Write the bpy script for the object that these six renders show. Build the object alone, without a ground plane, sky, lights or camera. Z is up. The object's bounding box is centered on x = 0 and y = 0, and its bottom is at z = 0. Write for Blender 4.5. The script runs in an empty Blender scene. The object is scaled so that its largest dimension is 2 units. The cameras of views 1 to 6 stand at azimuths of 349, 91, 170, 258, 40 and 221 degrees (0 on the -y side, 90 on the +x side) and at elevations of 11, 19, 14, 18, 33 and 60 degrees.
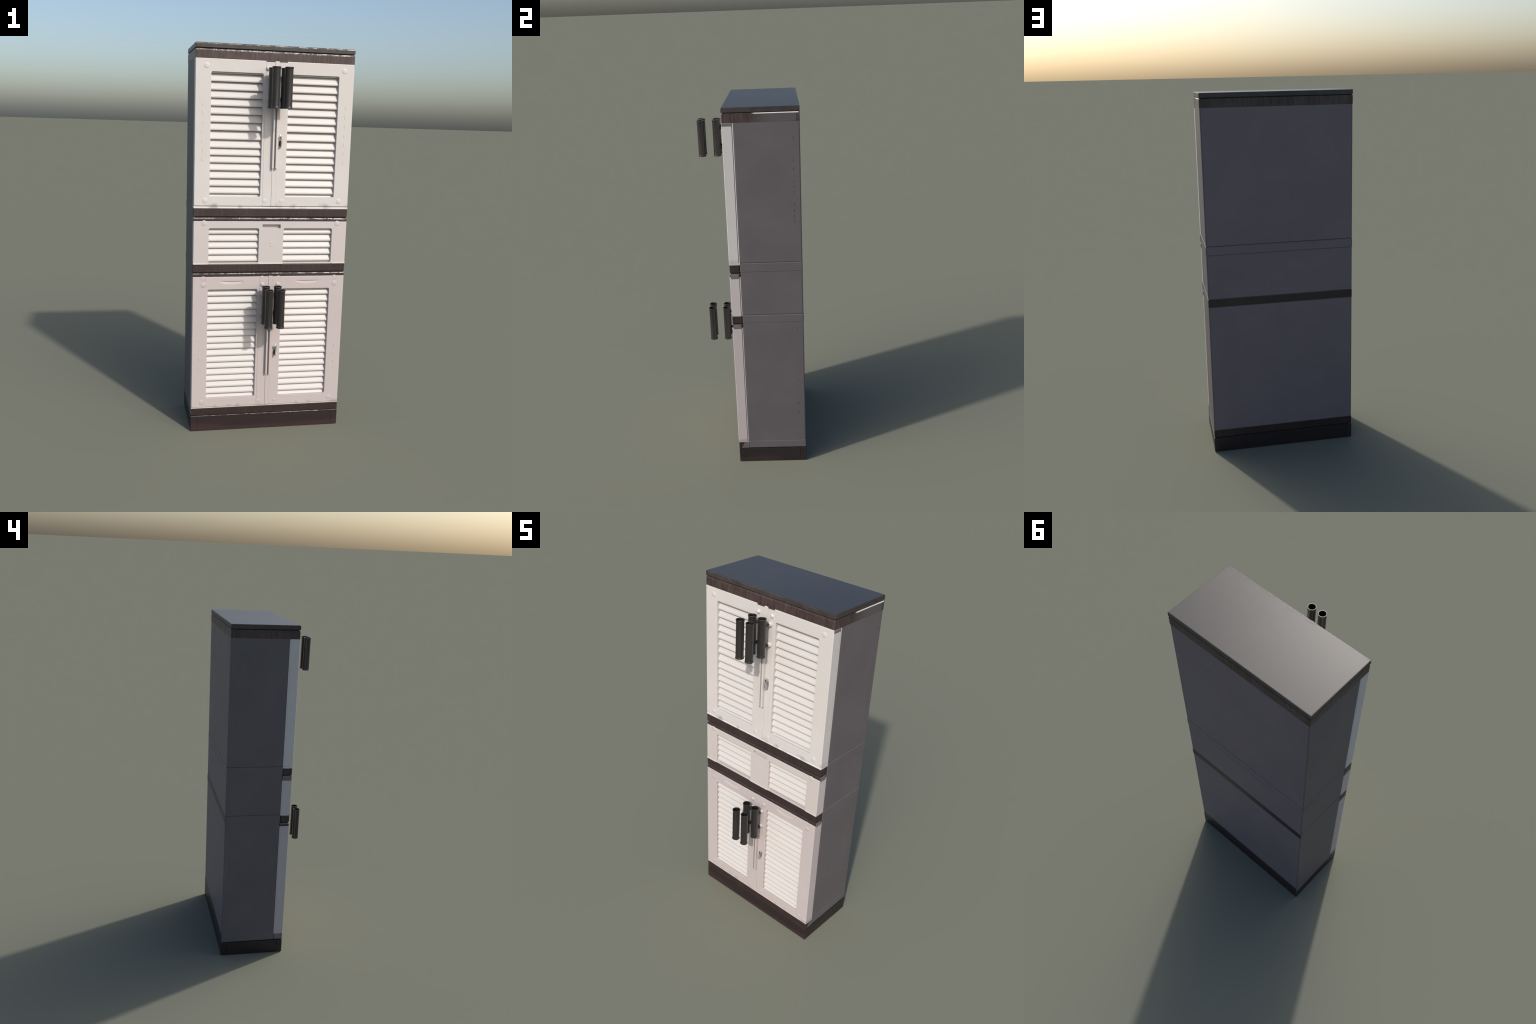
import bpy, bmesh, math, random
from mathutils import Vector, Matrix

random.seed(7)
D = bpy.data
COL = bpy.context.scene.collection

# ------------------------------------------------------------------ nodes
class NT:
    """Small helper to write shader graphs as expressions."""
    def __init__(self, name):
        self.mat = D.materials.new(name)
        self.mat.use_nodes = True
        self.t = self.mat.node_tree
        self.t.nodes.clear()
        self.out = self.n('ShaderNodeOutputMaterial')
        self.b = self.n('ShaderNodeBsdfPrincipled')
        self.link(self.b.outputs[0], self.out.inputs[0])
        self.co = self.n('ShaderNodeTexCoord').outputs['Object']
        sx = self.n('ShaderNodeSeparateXYZ')
        self.link(self.co, sx.inputs[0])
        self.x, self.y, self.z = sx.outputs

    def n(self, kind):
        return self.t.nodes.new(kind)

    def link(self, a, b):
        self.t.links.new(a, b)

    def put(self, sock, v):
        if isinstance(v, bpy.types.NodeSocket):
            self.link(v, sock)
        else:
            if hasattr(sock.default_value, '__len__') and len(sock.default_value) == 4 and len(v) == 3:
                v = (*v, 1.0)
            sock.default_value = v

    def m(self, op, a, b=0.0, c=0.0):
        k = self.n('ShaderNodeMath')
        k.operation = op
        for i, v in enumerate((a, b, c)):
            self.put(k.inputs[i], v)
        return k.outputs[0]

    def ramp(self, v, lo, hi):
        """0 below lo, 1 above hi (lo may be above hi), smooth between."""
        k = self.n('ShaderNodeMapRange')
        k.interpolation_type = 'SMOOTHSTEP'
        if lo < hi:
            a = (lo, hi, 0.0, 1.0)
        else:
            a = (hi, lo, 1.0, 0.0)
        self.put(k.inputs[0], v)
        for i, q in enumerate(a):
            k.inputs[1 + i].default_value = q
        return k.outputs[0]

    def noise(self, scale=(1, 1, 1), size=1.0, detail=4.0, rough=0.55, offset=(0, 0, 0)):
        mp = self.n('ShaderNodeMapping')
        self.link(self.co, mp.inputs[0])
        mp.inputs['Scale'].default_value = scale
        mp.inputs['Location'].default_value = offset
        k = self.n('ShaderNodeTexNoise')
        self.link(mp.outputs[0], k.inputs['Vector'])
        k.inputs['Scale'].default_value = size
        k.inputs['Detail'].default_value = detail
        k.inputs['Roughness'].default_value = rough
        return k.outputs['Fac']

    def mix(self, f, a, b):
        k = self.n('ShaderNodeMix')
        k.data_type = 'RGBA'
        self.put(k.inputs[0], f)
        self.put(k.inputs[6], a)
        self.put(k.inputs[7], b)
        return k.outputs[2]

    def bump(self, h, strength, dist=0.001):
        k = self.n('ShaderNodeBump')
        k.inputs['Strength'].default_value = strength
        k.inputs['Distance'].default_value = dist
        self.link(h, k.inputs['Height'])
        self.link(k.outputs[0], self.b.inputs['Normal'])

    def done(self, col, rough=0.5, spec=0.5, metal=0.0):
        self.put(self.b.inputs['Base Color'], col)
        self.put(self.b.inputs['Roughness'], rough)
        self.b.inputs['Specular IOR Level'].default_value = spec
        self.b.inputs['Metallic'].default_value = metal
        return self.mat


def paint(name, base, dirt_z=None):
    """Off-white moulded plastic with faint vertical brushing and smudges."""
    k = NT(name)
    streak = k.noise((160, 160, 3), 1.0, 3)
    cloud = k.noise((1, 1, 1), 5.0, 4)
    c = k.mix(k.ramp(cloud, 0.35, 0.7), base, tuple(v * f for v, f in zip(base, (1.02, 1.04, 1.05))))
    c = k.mix(k.m('MULTIPLY', k.ramp(streak, 0.5, 0.75), 0.06), c, tuple(v * 0.86 for v in base))
    if dirt_z is not None:      # grime smudges that sit just above the bottom edge
        blot = k.ramp(k.noise((14, 1, 9), 1.0, 3, offset=(dirt_z * 9, 0, 0)), 0.52, 0.66)
        near = k.ramp(k.z, dirt_z + 0.022, dirt_z + 0.004)
        c = k.mix(k.m('MULTIPLY', k.m('MULTIPLY', blot, near), 0.75), c, (0.28, 0.26, 0.24))
    k.bump(streak, 0.05, 0.0005)
    return k.done(c, 0.5, 0.35)


def slat_paint(name, base):
    """Louver blades: same paint with fine scratches along the blade."""
    k = NT(name)
    scr = k.noise((3, 260, 260), 1.0, 3)
    inf = k.n('ShaderNodeObjectInfo')
    tone = k.mix(inf.outputs['Random'], base, tuple(v * 0.95 for v in base))
    c = k.mix(k.m('MULTIPLY', k.ramp(scr, 0.58, 0.8), 0.22), tone, tuple(v * 0.72 for v in base))
    k.bump(scr, 0.12, 0.0006)
    return k.done(c, 0.45, 0.4)


def brown(name, dark, light, edge=None, grain=(190, 190, 9), rough=0.45, extra=None):
    """Dark brown wood-look plastic, streaked; below the height `edge` plain, above it rubbed
    glossy and nicked (the sloping upper arris of a rail)."""
    k = NT(name)
    g = k.noise(grain, 1.0, 5, 0.65)
    cl = k.noise((7, 7, 7), 1.0, 3)
    f = k.m('ADD', k.m('MULTIPLY', k.ramp(g, 0.40, 0.68), 0.65), k.m('MULTIPLY', k.ramp(cl, 0.4, 0.65), 0.35))
    c = k.mix(f, dark, light)
    h = g
    r = rough
    if edge is not None:
        nick = k.noise((75, 75, 75), 1.0, 4, 0.65)
        on = k.ramp(k.m('ADD', k.z, k.m('MULTIPLY', k.m('SUBTRACT', nick, 0.5), 0.006)), edge - 0.001, edge + 0.001)
        on = k.m('MULTIPLY', on, k.ramp(k.y, -0.095, -0.101))
        h = k.m('ADD', k.m('MULTIPLY', g, 0.6), k.m('MULTIPLY', k.m('MULTIPLY', nick, on), 5.0))
        clump = k.ramp(k.noise((42, 42, 130), 1.0, 3, 0.6, (3, 1, 2)), 0.42, 0.54)
        r = k.m('SUBTRACT', 0.62, k.m('MULTIPLY', k.m('MULTIPLY', on, clump), 0.34))
        r = k.m('MINIMUM', r, k.m('ADD', rough, on))
    if extra:
        c = extra(k, c)
    k.bump(h, 0.3, 0.001)
    return k.done(c, r, 0.5)


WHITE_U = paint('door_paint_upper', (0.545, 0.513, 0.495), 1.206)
WHITE_D = paint('drawer_paint', (0.490, 0.440, 0.428), None)  # drawer and lower-door bases are darker and pinker than the upper doors
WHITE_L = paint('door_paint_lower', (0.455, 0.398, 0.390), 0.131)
SLAT_U = slat_paint('louver_paint', (0.540, 0.512, 0.500))


def grey_mat():
    k = NT('carcass_grey')
    cl = k.noise((1, 1, 1), 6.0, 5)
    fine = k.noise((1, 1, 1), 400.0, 2)
    c = k.mix(k.ramp(cl, 0.3, 0.7), (0.106, 0.095, 0.099), (0.118, 0.105, 0.110))
    k.bump(fine, 0.06, 0.0005)
    return k.done(c, 0.55, 0.4)


GREY = grey_mat()
k = NT('back_pale_grey')
c = k.mix(k.ramp(k.noise((1, 1, 1), 5.0, 5), 0.3, 0.7), (0.162, 0.132, 0.145), (0.176, 0.144, 0.157))
k.bump(k.noise((1, 1, 1), 300.0, 2), 0.05, 0.0005)
BACK = k.done(c, 0.55, 0.4)
k = NT('cap_grey')
c = k.mix(k.ramp(k.noise((1, 1, 1), 30, 3), 0.35, 0.7), (0.13, 0.12, 0.125), (0.155, 0.145, 0.15))
CAP = k.done(c, 0.5, 0.4)
k = NT('seam_dark')
SEAM = k.done(k.mix(k.noise((40, 40, 40)), (0.02, 0.019, 0.019), (0.035, 0.033, 0.033)), 0.7, 0.2)


def cornice_side(k, c):
    # the right-hand side fades to bare grey toward the rear; a white line runs along its upper rear edge
    n = k.m('MULTIPLY', k.m('SUBTRACT', k.noise((9, 9, 9), 1.0, 3), 0.5), 0.16)
    side = k.ramp(k.x, 0.398, 0.4005)
    rear = k.ramp(k.m('ADD', k.y, n), 0.02, 0.13)
    end = k.ramp(k.y, 0.256, 0.253)
    g = k.m('MULTIPLY', k.m('MULTIPLY', side, rear), end)
    c = k.mix(g, c, (0.085, 0.078, 0.08))
    w = k.m('MULTIPLY', k.m('MULTIPLY', side, k.ramp(k.y, 0.035, 0.06)),
            k.ramp(k.m('ADD', k.z, k.m('MULTIPLY', n, 0.02)), 1.9660, 1.9680))
    w = k.m('MULTIPLY', w, k.ramp(k.y, 0.267, 0.264))
    return k.mix(w, c, (0.75, 0.72, 0.70))


def plinth_wave(k, c):
    # reddish rub zone: low wave along the right side, low band along the front
    n = k.m('MULTIPLY', k.m('SUBTRACT', k.noise((6, 6, 6), 1.0, 2), 0.5), 0.02)
    hump = k.m('MULTIPLY', k.m('SINE', k.m('MULTIPLY', k.m('ADD', k.y, 0.10), 11.0)), 0.019)
    lim = k.m('ADD', k.m('ADD', hump, 0.016), n)
    side = k.ramp(k.x, 0.396, 0.400)
    ms = k.m('MULTIPLY', side, k.ramp(k.m('SUBTRACT', lim, k.z), -0.003, 0.003))
    ms = k.m('MULTIPLY', ms, k.ramp(k.y, 0.16, 0.10))
    front = k.ramp(k.y, -0.098, -0.102)
    left = k.m('ADD', k.m('MULTIPLY', k.ramp(k.x, -0.1, -0.4), 0.02), k.m('MULTIPLY', k.ramp(k.x, 0.2, 0.4), 0.012))
    mf = k.m('MULTIPLY', front, k.ramp(k.m('SUBTRACT', k.m('ADD', k.m('ADD', left, 0.016), n), k.z), -0.016, 0.012))
    c = k.mix(k.m('MULTIPLY', side, 0.6), c, (0.016, 0.015, 0.014))
    return k.mix(k.m('MAXIMUM', ms, mf), c, (0.034, 0.0165, 0.0180))


BR_TOP = brown('top_edge_brown', (0.032, 0.026, 0.024), (0.058, 0.050, 0.047), 1.9930, grain=(25, 25, 25))
BR1 = brown('cornice_brown', (0.031, 0.0175, 0.0165), (0.090, 0.064, 0.059), 1.9628, extra=cornice_side)
BR2 = brown('band_brown', (0.026, 0.0145, 0.0140), (0.050, 0.033, 0.031))
BR2T = brown('drawer_rail_brown', (0.027, 0.016, 0.0155), (0.046, 0.032, 0.030), 1.1385)
BR3T = brown('door_rail_brown', (0.026, 0.016, 0.0155), (0.044, 0.030, 0.028), 0.8520)
BR3 = brown('lower_band_brown', (0.024, 0.0135, 0.0130), (0.044, 0.028, 0.026))
BR4 = brown('base_band_brown', (0.021, 0.0105, 0.0105), (0.036, 0.021, 0.0195))
PLINTH = brown('plinth_brown', (0.0165, 0.0095, 0.0105), (0.0215, 0.0130, 0.0140), 0.0800, grain=(8, 8, 60), extra=plinth_wave)


def top_mat():
    k = NT('top_lacquer')
    fine = k.noise((1, 1, 1), 220.0, 3, 0.6)
    cl = k.noise((1, 1, 1), 7.0, 4)
    worn = k.ramp(k.m('ADD', k.m('MULTIPLY', k.x, -1.0), k.m('MULTIPLY', cl, 0.4)), -0.05, 0.30)
    c = k.mix(k.m('MULTIPLY', k.ramp(fine, 0.35, 0.7), worn), (0.030, 0.028, 0.029), (0.046, 0.043, 0.042))
    hgt = k.m('MULTIPLY', fine, k.m('ADD', 0.15, k.m('MULTIPLY', worn, 0.85)))
    rim = k.m('MULTIPLY', k.ramp(k.y, -0.086, -0.104), k.ramp(k.noise((45, 45, 45), 1.0, 4, 0.65), 0.45, 0.60))
    hgt = k.m('ADD', hgt, k.m('MULTIPLY', rim, 2.5))
    k.bump(hgt, 0.10, 0.0006)
    return k.done(c, 0.43, 0.5)


TOP = top_mat()
k = NT('handle_black')
c = k.mix(k.ramp(k.noise((90, 90, 6), 1.0, 4), 0.4, 0.7), (0.017, 0.0150, 0.0148), (0.026, 0.0230, 0.0225))
BLACK = k.done(c, 0.38, 0.5)
k = NT('handle_bore')
BORE = k.done(k.mix(k.noise((50, 50, 50)), (0.004, 0.004, 0.004), (0.008, 0.008, 0.008)), 0.7, 0.2)  # colour dropped near black to deepen the darkness inside the tubes
k = NT('lock_metal')
c = k.mix(k.ramp(k.noise((120, 120, 120), 1.0, 3), 0.45, 0.6), (0.62, 0.60, 0.58), (0.34, 0.33, 0.32))
CHROME = k.done(c, 0.28, 0.5, 0.75)
k = NT('gap_shade_brown')
c = k.mix(k.ramp(k.noise((60, 60, 12), 1.0, 3), 0.4, 0.65), (0.34, 0.275, 0.265), (0.42, 0.345, 0.335))  # brown painted onto the gap floor: groove shade, lightened for bounced light
STRIP = k.done(c, 0.5, 0.4)

# ------------------------------------------------------------------ geometry helpers
def finish(name, bm, mats, parent, loc=(0, 0, 0), smooth=35):
    bmesh.ops.recalc_face_normals(bm, faces=bm.faces)
    me = D.meshes.new(name)
    bm.to_mesh(me)
    bm.free()
    for mt in (mats if isinstance(mats, (list, tuple)) else [mats]):
        me.materials.append(mt)
    if smooth:
        me.shade_smooth()
        me.set_sharp_from_angle(angle=math.radians(smooth))
    ob = D.objects.new(name, me)
    COL.objects.link(ob)
    ob.location = loc
    ob.parent = parent
    return ob


def box(name, xr, yr, zr, mat, parent, bev=0.0015, seg=2):
    bm = bmesh.new()
    bmesh.ops.create_cube(bm, size=1.0)
    for v in bm.verts:
        v.co = Vector((xr[0] + (v.co.x + .5) * (xr[1] - xr[0]),
                       yr[0] + (v.co.y + .5) * (yr[1] - yr[0]),
                       zr[0] + (v.co.z + .5) * (zr[1] - zr[0])))
    if bev:
        bmesh.ops.bevel(bm, geom=bm.edges[:], offset=bev, segments=seg, profile=0.5, affect='EDGES')
    return finish(name, bm, mat, parent, smooth=0)


def rounded_rect(x0, x1, z0, z1, r, n=5):
    pts = []
    for cx, cz, a0 in ((x1 - r, z1 - r, 0), (x0 + r, z1 - r, 90), (x0 + r, z0 + r, 180), (x1 - r, z0 + r, 270)):
        for i in range(n + 1):
            a = math.radians(a0 + 90 * i / n)
            pts.append((cx + r * math.cos(a), cz + r * math.sin(a)))
    return pts


def rect(x0, x1, z0, z1):
    return [(x1, z1), (x0, z1), (x0, z0), (x1, z0)]


def grow(loop, d):
    """Offset a counter-clockwise (x,z) loop outward by d."""
    out = []
    n = len(loop)
    for i in range(n):
        p, q, r = Vector(loop[i - 1]), Vector(loop[i]), Vector(loop[(i + 1) % n])
        e1, e2 = (q - p), (r - q)
        if e1.length < 1e-9 or e2.length < 1e-9:
            out.append(tuple(q)); continue
        n1 = Vector((e1.y, -e1.x)).normalized()
        n2 = Vector((e2.y, -e2.x)).normalized()
        m = (n1 + n2)
        m = m / max(0.3, m.length_squared) * 2.0 if m.length > 1e-6 else n1
        out.append((q.x + m.x * d, q.y + m.y * d))
    return out


def slab(name, outer, holes, y0, y1, mat, parent, bev=0.002, hole_bev=0.0015):
    """Upright board facing -y, with chamfered rim and chamfered openings."""
    bm = bmesh.new()

    def ring(loop, y):
        return [bm.verts.new((x, y, z)) for x, z in loop]

    def bridge(a, b):
        for i in range(len(a)):
            j = (i + 1) % len(a)
            bm.faces.new((a[i], a[j], b[j], b[i]))

    fronts, backs = [], []
    for loop, d in [(outer, -bev)] + [(h, hole_bev) for h in holes]:
        a = ring(grow(loop, d), y0)
        mid = ring(grow(loop, d * 0.3), y0 + abs(d) * 0.3)
        b = ring(loop, y0 + abs(d))
        c = ring(loop, y1)
        bridge(a, mid); bridge(mid, b); bridge(b, c)
        fronts.append(a); backs.append(c)
    for rings in (fronts, backs):
        edges = []
        for r in rings:
            for i in range(len(r)):
                e = bm.edges.get((r[i], r[(i + 1) % len(r)])) or bm.edges.new((r[i], r[(i + 1) % len(r)]))
                edges.append(e)
        bmesh.ops.triangle_fill(bm, edges=edges, use_beauty=True, use_dissolve=False)
    return finish(name, bm, mat, parent, smooth=0)


def turned(name, prof, mats, parent, loc=(0, 0, 0), axis='Z', seg=32, faces_mat=None, copy_of=None):
    """Lathe a (radius, height) profile."""
    if copy_of is None:
        bm = bmesh.new()
        rings = []
        for r, h in prof:
            if r < 1e-6:
                rings.append([bm.verts.new((0, 0, h))])
            else:
                rings.append([bm.verts.new((r * math.cos(2 * math.pi * i / seg), r * math.sin(2 * math.pi * i / seg), h))
                              for i in range(seg)])
        for k in range(len(rings) - 1):
            a, b = rings[k], rings[k + 1]
            for i in range(seg):
                j = (i + 1) % seg
                if len(a) == 1 and len(b) == 1:
                    continue
                if len(a) == 1:
                    f = bm.faces.new((a[0], b[j], b[i]))
                elif len(b) == 1:
                    f = bm.faces.new((a[i], a[j], b[0]))
                else:
                    f = bm.faces.new((a[i], a[j], b[j], b[i]))
                if faces_mat:
                    f.material_index = faces_mat[k]
        if axis == 'Y':      # height grows toward -y (out of the front)
            bmesh.ops.rotate(bm, verts=bm.verts, matrix=Matrix.Rotation(math.radians(90), 3, 'X'))
        return finish(name, bm, mats, parent, loc, smooth=40)
    ob = copy_of.copy()
    ob.name = name
    ob.parent = parent
    ob.location = loc
    COL.objects.link(ob)
    return ob


def extrude_x(name, prof, x0, x1, mat, parent, loc=(0, 0, 0)):
    """Prism along x from a (y,z) profile."""
    bm = bmesh.new()
    a = [bm.verts.new((x0, y, z)) for y, z in prof]
    b = [bm.verts.new((x1, y, z)) for y, z in prof]
    bm.faces.new(a); bm.faces.new(b)
    for i in range(len(prof)):
        j = (i + 1) % len(prof)
        bm.faces.new((a[i], a[j], b[j], b[i]))
    return finish(name, bm, mat, parent, loc, smooth=28)


# ------------------------------------------------------------------ the cabinet
cab = D.objects.new('cabinet', None)
COL.objects.link(cab)
cab["label"] = "tall off-white louvered storage cabinet with dark brown trim and handles"
cab["category"] = "storage cabinet"

W = 0.4032            # half width of the trim
WD = 0.4025           # half width of doors
WC = 0.4022           # half width of carcass panels
YF = -0.1095          # door front plane
YT = -0.1075          # trim front plane
YD = -0.0605          # back of doors
YC = -0.0525          # front of carcass
YB = 0.2703           # back of carcass

# --- grey body panels and the rings between them
for zr in ((1.203, 1.935), (0.909, 1.156), (0.122, 0.868)):
    box('carcass', (-WC, WC), (YC, YB), zr, GREY, cab, bev=0.005, seg=3)
for z0, z1 in ((1.2050, 1.9245), (0.9110, 1.1510), (0.1345, 0.8620)):      # thin plates that carry the back's lighter grey
    box('back_pale_plate', (-WC + 0.006, WC - 0.006), (YB - 0.002, YB + 0.0006), (z0, z1), BACK, cab, bev=0.0004, seg=1)
box('back_pale_plate', (-W + 0.004, W - 0.004), (0.2690, 0.2715), (1.1560, 1.2000), BACK, cab, bev=0.0005, seg=1)
body_band = [((1.1525, 1.2035), GREY), ((0.8635, 0.9095), GREY), ((0.0870, 0.1330), GREY)]
for zr, mt in body_band:
    box('belt', (-W, W), (YC - 0.001, 0.2711), zr, mt, cab, bev=0.0035, seg=2)
# brown rear facing of two belts
box('belt_facing', (-W + 0.002, W - 0.002), (0.2690, 0.2717), (0.8655, 0.9075), BR3, cab, bev=0.0006)
box('belt_facing', (-W + 0.002, W - 0.002), (0.2690, 0.2717), (0.0885, 0.1315), BR4, cab, bev=0.0006)

def rail(name, xr, yr, zr, arris, mat, bev=0.002):
    """Box whose front upper edge is planed off: arris = (height, setback)."""
    ob = box(name, xr, yr, zr, mat, cab, bev=0)
    bm = bmesh.new()
    bm.from_mesh(ob.data)
    e = [e for e in bm.edges if all(abs(v.co.z - zr[1]) < 1e-6 and abs(v.co.y - yr[0]) < 1e-6 for v in e.verts)]
    v0 = [v for v in bm.verts if abs(v.co.z - zr[1]) < 1e-6 and abs(v.co.y - yr[0]) < 1e-6]
    r = bmesh.ops.bevel(bm, geom=e, offset=arris[0], segments=1, affect='EDGES')
    for v in bm.verts:                      # make the bevel as steep as wanted
        if abs(v.co.z - zr[1]) < 1e-6 and abs(v.co.y - (yr[0] + arris[0])) < 1e-5:
            v.co.y = yr[0] + arris[1]
    bmesh.ops.bevel(bm, geom=bm.edges[:], offset=bev * 0.4, segments=1, affect='EDGES')
    bm.to_mesh(ob.data)
    bm.free()
    return ob


# --- top board and cornice
rail('top_board', (-W, W), (YF, 0.2716), (1.9755, 1.9990), (0.0064, 0.0020), BR_TOP, 0.003)
box('top_lacquer_sheet', (-W + 0.0025, W - 0.0025), (YF + 0.0025, 0.2691), (1.9975, 2.0), TOP, cab, bev=0.0008)
box('neck', (-W + 0.005, W - 0.005), (YF + 0.007, 0.266), (1.966, 1.978), SEAM, cab, bev=0)
rail('cornice', (-W + 0.0005, W - 0.0005), (YT, 0.2712), (1.9260, 1.9715), (0.0090, 0.0028), BR1, 0.003)

# --- front trim belts
def ledge(zr, xr, mat):
    """White sloping lip that caps a brown belt."""
    z0, z1 = zr
    extrude_x('ledge', [(YT - 0.0012, z0), (YT - 0.0012, z0 + 0.003), (YT + 0.005, z1), (YC, z1), (YC, z0)],
              xr[0], xr[1], mat, cab)

box('belt_front', (-W, W), (YT, YC - 0.003), (1.1515, 1.1940), BR2, cab, bev=0.0025)
ledge((1.1942, 1.2055), (-W, W), WHITE_U)
rail('drawer_rail', (-W + 0.0005, W - 0.0005), (YT, YC - 0.002), (1.1280, 1.1465), (0.0082, 0.0037), BR2T)
box('belt_front', (-W, W), (YT, YC - 0.003), (0.8635, 0.9045), BR3, cab, bev=0.0025)
rail('door_rail', (-W + 0.0005, W - 0.0005), (YT, YC - 0.002), (0.8395, 0.8580), (0.0060, 0.0031), BR3T)
box('belt_front', (-W, W), (YT, YC - 0.003), (0.0860, 0.1262), BR4, cab, bev=0.002)
extrude_x('ledge', [(YT - 0.001, 0.1262), (YT - 0.001, 0.1280), (YT + 0.002, 0.1312), (YC, 0.1312), (YC, 0.1262)],
          -W, W, WHITE_L, cab)
for z in (1.1490, 0.8607):
    box('belt_shadow_gap', (-W + 0.004, W - 0.004), (YT + 0.006, YC), (z - 0.004, z + 0.004), SEAM, cab, bev=0)

for x0, x1 in ((-0.0530, -0.0085), (0.0152, 0.0553)):
    box('cornice_tab', (x0, x1), (YF - 0.0018, YF + 0.006), (1.9208, 1.9270), BR1, cab, bev=0.0008)

# grey cover plates that show on the cabinet sides at the belts
for sx, y0, y1, z0, z1 in ((1, -0.1085, -0.0615, 1.9110, 1.9252), (1, -0.1035, -0.0615, 1.1185, 1.1460),
                           (1, -0.1035, -0.0615, 0.8320, 0.8575), (-1, -0.1065, -0.0530, 1.1205, 1.1490),
                           (-1, -0.1065, -0.0550, 0.0900, 0.1268), (-1, -0.106, -0.0535, 0.8510, 0.8575)):
    xr = (0.395, W + 0.0006) if sx > 0 else (-W - 0.0006, -0.395)
    box('side_plate', xr, (y0, y1), (z0, z1), CAP, cab, bev=0.001)
# grey wedge over the right side of the base belt
bm = bmesh.new()
pr = [(-0.0930, 0.0885), (YC, 0.0885), (YC, 0.1262), (-0.0755, 0.1262)]
a = [bm.verts.new((0.396, y, z)) for y, z in pr]
b = [bm.verts.new((W + 0.0006, y, z)) for y, z in pr]
bm.faces.new(a); bm.faces.new(b)
for i in range(4):
    bm.faces.new((a[i], a[(i + 1) % 4], b[(i + 1) % 4], b[i]))
finish('side_plate', bm, GREY, cab)

# --- plinth: dark core, boards and corner posts with hairline joints
box('plinth_core', (-0.398, 0.398), (-0.103, 0.266), (0.001, 0.084), SEAM, cab, bev=0)
PX, PY0, PY1, PW = W + 0.0003, -0.1075, 0.2714, 0.034
rail('plinth_board', (-PX + PW, PX - PW), (PY0, -0.09), (0.0, 0.0832), (0.0034, 0.0020), PLINTH, 0.0012)
box('plinth_board', (-PX + PW, PX - PW), (0.25, PY1), (0.0, 0.0832), PLINTH, cab, bev=0.0012)
for s in (-1, 1):
    xr = (PX - 0.015, PX) if s > 0 else (-PX, -PX + 0.015)
    box('plinth_board', xr, (PY0 + PW, PY1 - PW), (0.0, 0.0832), PLINTH, cab, bev=0.0012)
    for y0, y1 in ((PY0, PY0 + PW - 0.0006), (PY1 - PW + 0.0006, PY1)):
        xr = (PX - PW + 0.0006, PX) if s > 0 else (-PX, -PX + PW - 0.0006)
        (rail('plinth_post', xr, (y0, y1), (0.0, 0.0832), (0.0034, 0.0020), PLINTH, 0.0012) if y0 < 0 else
         box('plinth_post', xr, (y0, y1), (0.0, 0.0832), PLINTH, cab, bev=0.0014))

# --- louver blades share one mesh
BLADE = [(0.0130, 0.0), (0.0105, 0.0015), (0.0096, 0.0055), (0.0102, 0.0090), (0.0118, 0.0125),
         (0.0285, 0.0450), (0.0320, 0.0430), (0.0230, 0.0005)]
blade0 = None
PX0, PX1 = 0.065, 0.3245          # louver opening in x
BW = (PX1 - PX0) / 2 + 0.003


def blades(parent, sx, zs):
    global blade0
    for z in zs:
        loc = (sx * (PX0 + PX1) / 2, YF, z)
        if blade0 is None:
            blade0 = extrude_x('louver_blade', BLADE, -BW, BW, SLAT_U, parent, loc)
        else:
            o = blade0.copy()
            o.name = 'louver_blade'
            o.parent = parent
            o.location = loc
            COL.objects.link(o)


Z_UP = [1.8567, 1.8180, 1.7770, 1.7390, 1.7005, 1.6610, 1.6215, 1.5820, 1.5370, 1.4960, 1.4590, 1.4220,
        1.3835, 1.3435, 1.3055, 1.2680, 1.2290]
Z_DR = [1.0614, 1.0233, 0.9883, 0.9531, 0.9179, 0.8825]
Z_LO = [0.7364, 0.6986, 0.6613, 0.6260, 0.5890, 0.5530, 0.5180, 0.4815, 0.4490, 0.4120, 0.3765, 0.3437,
        0.3070, 0.2730, 0.2385, 0.2025, 0.1670]

# --- small turned fittings
boss0 = None
knob0 = None
BOSS = [(0.0, 0.0021), (0.0080, 0.0019), (0.0110, 0.0013), (0.0135, 0.0004), (0.0150, -0.0006)]


def boss(parent, x, z, mat, scale=1.0, tall=1.0):
    global boss0
    key = mat.name
    if boss0 is None:
        boss0 = {}
    ob = turned('screw_cap', BOSS, mat, parent, (x, YF, z), 'Y', 24, copy_of=boss0.get(key))
    ob.scale = (scale, tall, scale)
    boss0.setdefault(key, ob)
    return ob


def crescent(cx, z0, z1, hw, n=14):
    """Lens-shaped finger scoop: straight top edge, bowed lower edge (ccw)."""
    lo = []
    for i in range(n + 1):
        t = -1 + 2 * i / n
        lo.append((cx + hw * t, z1 - 0.002 - (z1 - 0.002 - z0) * (1 - t * t) ** 0.8))
    return lo + [(cx + hw * 0.96, z1), (cx - hw * 0.96, z1)]


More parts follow.
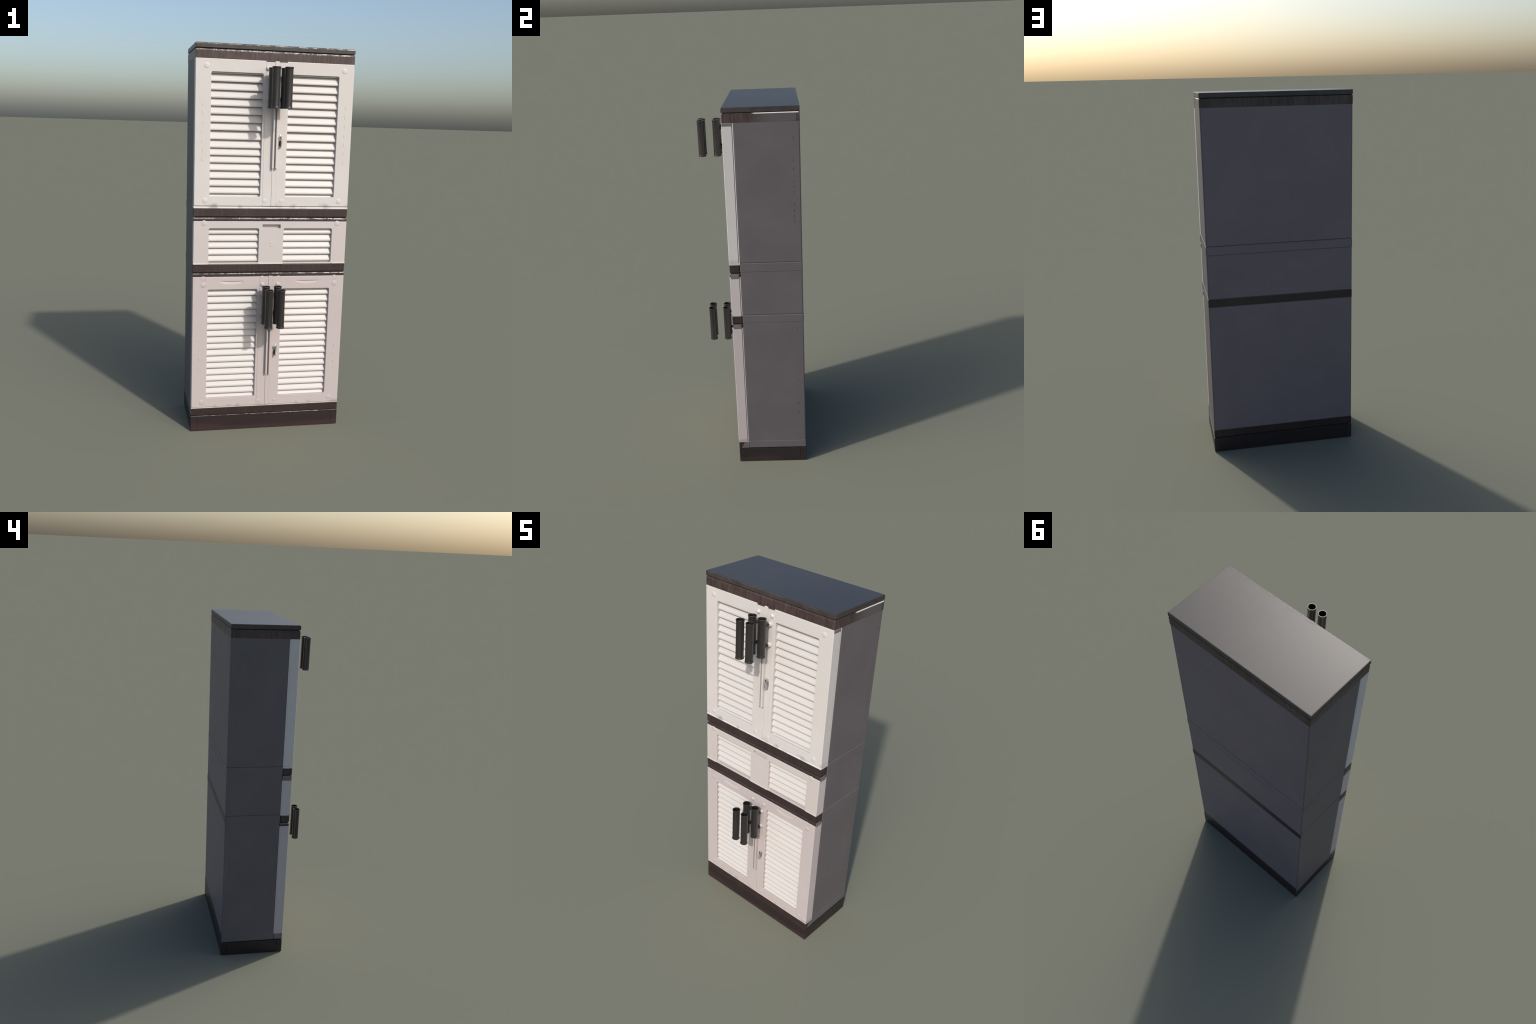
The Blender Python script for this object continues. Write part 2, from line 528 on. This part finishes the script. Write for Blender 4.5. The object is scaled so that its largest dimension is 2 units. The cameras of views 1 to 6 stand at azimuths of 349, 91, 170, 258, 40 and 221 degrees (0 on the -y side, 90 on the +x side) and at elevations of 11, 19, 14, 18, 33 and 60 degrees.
def door(x0, x1, z0, z1, hz0, hz1, zs, mat, scoops=False, name='door'):
    sx = 1 if x0 + x1 > 0 else -1
    hx = sorted((sx * PX0, sx * PX1))
    holes = [rounded_rect(hx[0], hx[1], hz0, hz1, 0.008)]
    if scoops:
        holes.append(crescent(sx * 0.201, 0.8010, 0.8160, 0.061))
    d = slab(name, rect(x0, x1, z0, z1), holes, YF, YD, mat, cab, bev=0.0025)
    box('louver_back', (hx[0] - 0.004, hx[1] + 0.004), (YF + 0.0325, YD - 0.002), (hz0 - 0.004, hz1 + 0.004), mat, d, bev=0)
    blades(d, sx, zs)
    if scoops:
        lo = crescent(sx * 0.201, 0.8010, 0.8160, 0.061)
        n = len(lo) - 2
        bm = bmesh.new()
        low = [bm.verts.new((x, YF + 0.0018, z)) for x, z in lo[:n]]
        top = [bm.verts.new((x, YF + 0.0052, lo[-1][1] + 0.001)) for x, z in lo[:n]]
        for i in range(n - 1):
            bm.faces.new((low[i], low[i + 1], top[i + 1], top[i]))
        finish('finger_scoop', bm, mat, d)
    return d


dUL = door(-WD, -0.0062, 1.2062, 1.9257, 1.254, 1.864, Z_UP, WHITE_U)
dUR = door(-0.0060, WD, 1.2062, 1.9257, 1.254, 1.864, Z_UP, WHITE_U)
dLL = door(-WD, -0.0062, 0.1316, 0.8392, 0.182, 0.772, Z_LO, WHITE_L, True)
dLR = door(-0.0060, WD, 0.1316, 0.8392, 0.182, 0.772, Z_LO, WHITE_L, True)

# jamb strips right behind the doors (white edge seen from the sides)
for zr, mt in (((1.2062, 1.9252), WHITE_U), ((0.9060, 1.1278), WHITE_D), ((0.1316, 0.8390), WHITE_L)):
    for s in (-1, 1):
        e = WD - 0.0006
        g = (s * (e - 0.0008), s * 0.380) if s > 0 else (s * e, s * 0.380)
        box('jamb', tuple(sorted(g)), (YD - 0.001, -0.0565), zr, mt if s < 0 else CAP, cab, bev=0)  # right-hand piece is grey: the soft dark line behind the door edge
        box('jamb', tuple(sorted((s * e, s * 0.378))), (-0.0572, -0.0523), zr, mt, cab, bev=0.0008)

# --- centre stiles, astragal and closing bar
for dl, dr, z0, z1, mt, zb0, zb1 in ((dUL, dUR, 1.2075, 1.9205, WHITE_U, 1.3995, 1.7300),
                                     (dLL, dLR, 0.1335, 0.8380, WHITE_L, 0.3105, 0.6600)):
    box('centre_stile', (-0.0535, -0.0083), (YF - 0.0012, YF + 0.003), (z0, z1), mt, dl, bev=0.0010)
    box('centre_stile', (0.0150, 0.0555), (YF - 0.0012, YF + 0.003), (z0, z1), mt, dr, bev=0.0010)
    box('astragal', (-0.0080, 0.0148), (YF - 0.0030, YF + 0.003), (z0, z1 + 0.004), mt, dr, bev=0.0014)
    # a pull strip on the meeting edge of each leaf, dark gap between the two, nubs at mid height
    zc = (zb0 + zb1) / 2
    for leaf, x0, x1, nx in ((dl, -0.0119, -0.0030, -0.0127), (dr, 0.0056, 0.0155, 0.0163)):
        box('pull_strip', (x0, x1), (-0.1281, YF + 0.001), (zb0, zb1), mt, leaf, bev=0.0011)
        a, b = sorted((nx, (x0 + x1) / 2))
        box('pull_nub', (a, b), (-0.1268, YF - 0.004), (zc - 0.014, zc + 0.012), mt, leaf, bev=0.0025)
    box('gap_shade_strip', (-0.0031, 0.0057), (-0.1150, YF + 0.0005), (zb0 + 0.001, zb1 - 0.001), STRIP, dr, bev=0)

# --- screw caps
for d, x, z, s, t in ((dUL, -0.3475, 1.8912, 1, 1), (dUR, 0.3510, 1.8912, 1, 1), (dUL, -0.3475, 1.2328, 1, 1),
                      (dUL, -0.0410, 1.2335, 1, 1.2), (dUR, 0.0450, 1.2340, 1, 1.2), (dUR, 0.3520, 1.2335, 1, 1),
                      (dUL, -0.0430, 1.8890, .85, 5.0), (dUR, 0.0415, 1.8900, .85, 3.4)):
    boss(d, x, z, WHITE_U, s, t)
for d, x, z, s, t in ((dLL, -0.3483, 0.7960, 1, 1), (dLR, 0.3512, 0.7980, 1, 1), (dLL, -0.3480, 0.1580, 1, .8),
                      (dLL, -0.0432, 0.1572, 1, 1), (dLR, 0.0461, 0.1573, 1, 1), (dLR, 0.3507, 0.1573, 1, .8),
                      (dLL, -0.0390, 0.7960, .9, 3.0), (dLR, 0.0427, 0.7970, .9, 2.4),
                      (dLL, -0.3488, 0.8290, .95, .35), (dLL, -0.0403, 0.8285, .95, .4), (dLR, 0.0456, 0.8288, .95, .4),
                      (dLR, 0.3500, 0.8295, .95, .35)):
    boss(d, x, z, WHITE_L, s, t)

# --- drawer front
dr_holes = [rounded_rect(-PX1, -PX0, 0.9125, 1.0915, 0.008), rounded_rect(PX0, PX1, 0.9125, 1.0915, 0.008),
            rounded_rect(-0.0472, 0.0480, 1.0915, 1.1118, 0.003, 3)]
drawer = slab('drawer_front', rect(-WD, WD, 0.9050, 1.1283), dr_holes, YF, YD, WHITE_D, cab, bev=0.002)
for sx in (-1, 1):
    hx = sorted((sx * PX0, sx * PX1))
    box('louver_back', (hx[0] - .004, hx[1] + .004), (YF + 0.0325, YD - 0.002), (0.9075, 1.096), WHITE_D, drawer, bev=0)
    blades(drawer, sx, Z_DR)
extrude_x('finger_grip', [(YF + 0.019, 1.088), (YF + 0.019, 1.116), (YF + 0.03, 1.116), (YF + 0.03, 1.088)],
          -0.051, 0.052, WHITE_D, drawer)
for x0, x1 in ((-WD, -0.330), (-0.064, 0.064), (0.330, WD)):
    extrude_x('drawer_lip', [(YF - 0.0022, 0.9052), (YF - 0.0022, 0.9075), (YF + 0.0005, 0.9140), (YF + 0.004, 0.9140), (YF + 0.004, 0.9052)],
              x0, x1, WHITE_D, drawer)
for x in (-0.3495, 0.3507):
    boss(drawer, x, 1.1175, WHITE_D, 1.0, 0.9)
box('drawer_lock_bump', (-0.006, 0.010), (YF - 0.0012, YF + 0.001), (0.9985, 1.0240), WHITE_D, drawer, bev=0.0011, seg=3)

# --- pressed hinge marks on the outer stiles
def marks(name, items, mat, parent):
    bm = bmesh.new()
    for cx, cy, cz, sx_, sy_, sz_ in items:
        r = bmesh.ops.create_cube(bm, size=1.0)
        vs = r['verts']
        for v in vs:
            taper = 0.55 if abs(v.co.z) > 0.4 and False else 1.0
            v.co = Vector((cx + v.co.x * sx_ * taper, cy + v.co.y * sy_, cz + v.co.z * sz_))
    bmesh.ops.bevel(bm, geom=bm.edges[:], offset=0.0004, segments=1, affect='EDGES')
    ob = finish(name, bm, mat, parent)
    ob["kind"] = "stuff"
    return ob

rnd = random.Random(3)
marks('hinge_mark', [(-0.3635 + rnd.uniform(-.002, .002), YF, z, 0.0065, 0.0022, rnd.uniform(.014, .024))
                     for z in (1.708, 1.668, 1.621, 1.574, 1.528, 1.483, 1.440)], WHITE_U, dUL)
marks('hinge_mark', [(0.3655 + rnd.uniform(-.002, .002), YF, z, 0.0065, 0.0022, rnd.uniform(.014, .024))
                     for z in (1.712, 1.665, 1.6175, 1.570, 1.525, 1.483, 1.438)], WHITE_U, dUR)
marks('hinge_mark', [(-0.3655, YF, z, 0.0060, 0.0024, h) for z, h in ((0.4566, .020), (0.4017, .018), (0.500, .010), (0.352, .01))], WHITE_L, dLL)
marks('hinge_mark', [(0.3675, YF, z, 0.0060, 0.0024, h) for z, h in ((0.4559, .020), (0.408, .014), (0.3622, .016), (0.325, .008))], WHITE_L, dLR)
# dark vent slits down the rear of the side panels
def slits(s, zs):
    return [(s * (WC - 0.0006), 0.2365 + rnd.uniform(-.0008, .0008), z, 0.0018, rnd.uniform(.0012, .0026), rnd.uniform(.008, .018)) for z in zs]
Z_S1 = [1.845, 1.735, 1.690, 1.662, 1.628, 1.600, 1.572, 1.510, 1.478, 1.447, 1.420]
Z_S2 = [0.826, 0.690, 0.640, 0.560, 0.510, 0.462, 0.370, 0.310, 0.226]
marks('vent_slit', slits(1, Z_S1) + slits(1, Z_S2), SEAM, cab)
marks('vent_slit', slits(-1, Z_S1[6:9]) + slits(-1, Z_S2[1:7]), SEAM, cab)

# --- handles: open tubes with flared rims; the pair near the doors stands on posts
def tube_profile(h):
    R, F, I = 0.0194, 0.0213, 0.0166
    return [(0.0, 0.004), (I, 0.004), (I, h - 0.006), (0.0173, h - 0.0006), (0.0177, h), (0.0207, h), (F, h - 0.0012), (F, h - 0.0035),
            (0.0201, h - 0.006), (R, h - 0.012), (R, 0.012), (0.0201, 0.006), (F, 0.0035), (F, 0.0012), (0.0201, 0.0), (0.0, 0.0)]

fm = [1, 1, 1] + [0] * 12
for z0, h, post_z, mt, par_l, par_r in ((1.6955, 0.1940, (1.848, 1.744), WHITE_U, dUL, dUR),
                                        (0.6000, 0.1985, (0.747, 0.646), WHITE_L, dLL, dLR)):
    first = None
    for x, y in ((-0.031, -0.1678), (0.031, -0.1678), (-0.031, -0.2503), (0.031, -0.2503)):
        t = turned('handle', tube_profile(h), [BLACK, BORE], cab, (x, y, z0), 'Z', 40, fm, copy_of=first)
        first = first or t
        if y > -0.2:
            for pz in post_z:
                p = turned('handle_post', [(0.0085, 0.0), (0.0085, 0.034), (0.0, 0.034)], BLACK, t,
                           (0, -0.1200 - y + 0.0, pz - z0), 'Y', 16)
                c = turned('handle_mount', [(0.0, 0.0150), (0.0085, 0.0150), (0.0122, 0.0105), (0.0135, 0.0)], mt, t,
                           (0.003 * (1 if x > 0 else -1), YF - y, pz - z0), 'Y', 8)

# --- locks on the right leaf of each pair
def lock(parent, x, z, tilt):
    pl = turned('lock', [(0.0, 0.0030), (0.0095, 0.0030), (0.0112, 0.0018), (0.0118, 0.0)], CHROME, parent, (x, YF - 0.001, z), 'Y', 24)
    pl.scale = (0.85, 1, 3.1)
    pl.rotation_euler = (0, tilt, 0)
    up = turned('lock_barrel', [(0.0, 0.0095), (0.0045, 0.0105), (0.0082, 0.0085), (0.0088, 0.0)], CHROME, parent, (x - 0.001, YF - 0.002, z + 0.019), 'Y', 20)
    kh = box('key_slot', (x - 0.0022, x + 0.0012), (YF - 0.0138, YF - 0.0110), (z + 0.011, z + 0.027), BORE, parent, bev=0.0006)
    ky = box('key_bow', (x - 0.0012, x + 0.0022), (YF - 0.0230, YF - 0.0035), (z - 0.026, z + 0.008), CHROME, parent, bev=0.0015)
    k2 = box('key_slot', (x - 0.0062, x - 0.0018), (YF - 0.0075, YF - 0.0040), (z - 0.022, z + 0.004), BORE, parent, bev=0.0012)

lock(dUR, 0.0300, 1.5340, 0.0)
lock(dLR, 0.0385, 0.4365, 0.16)
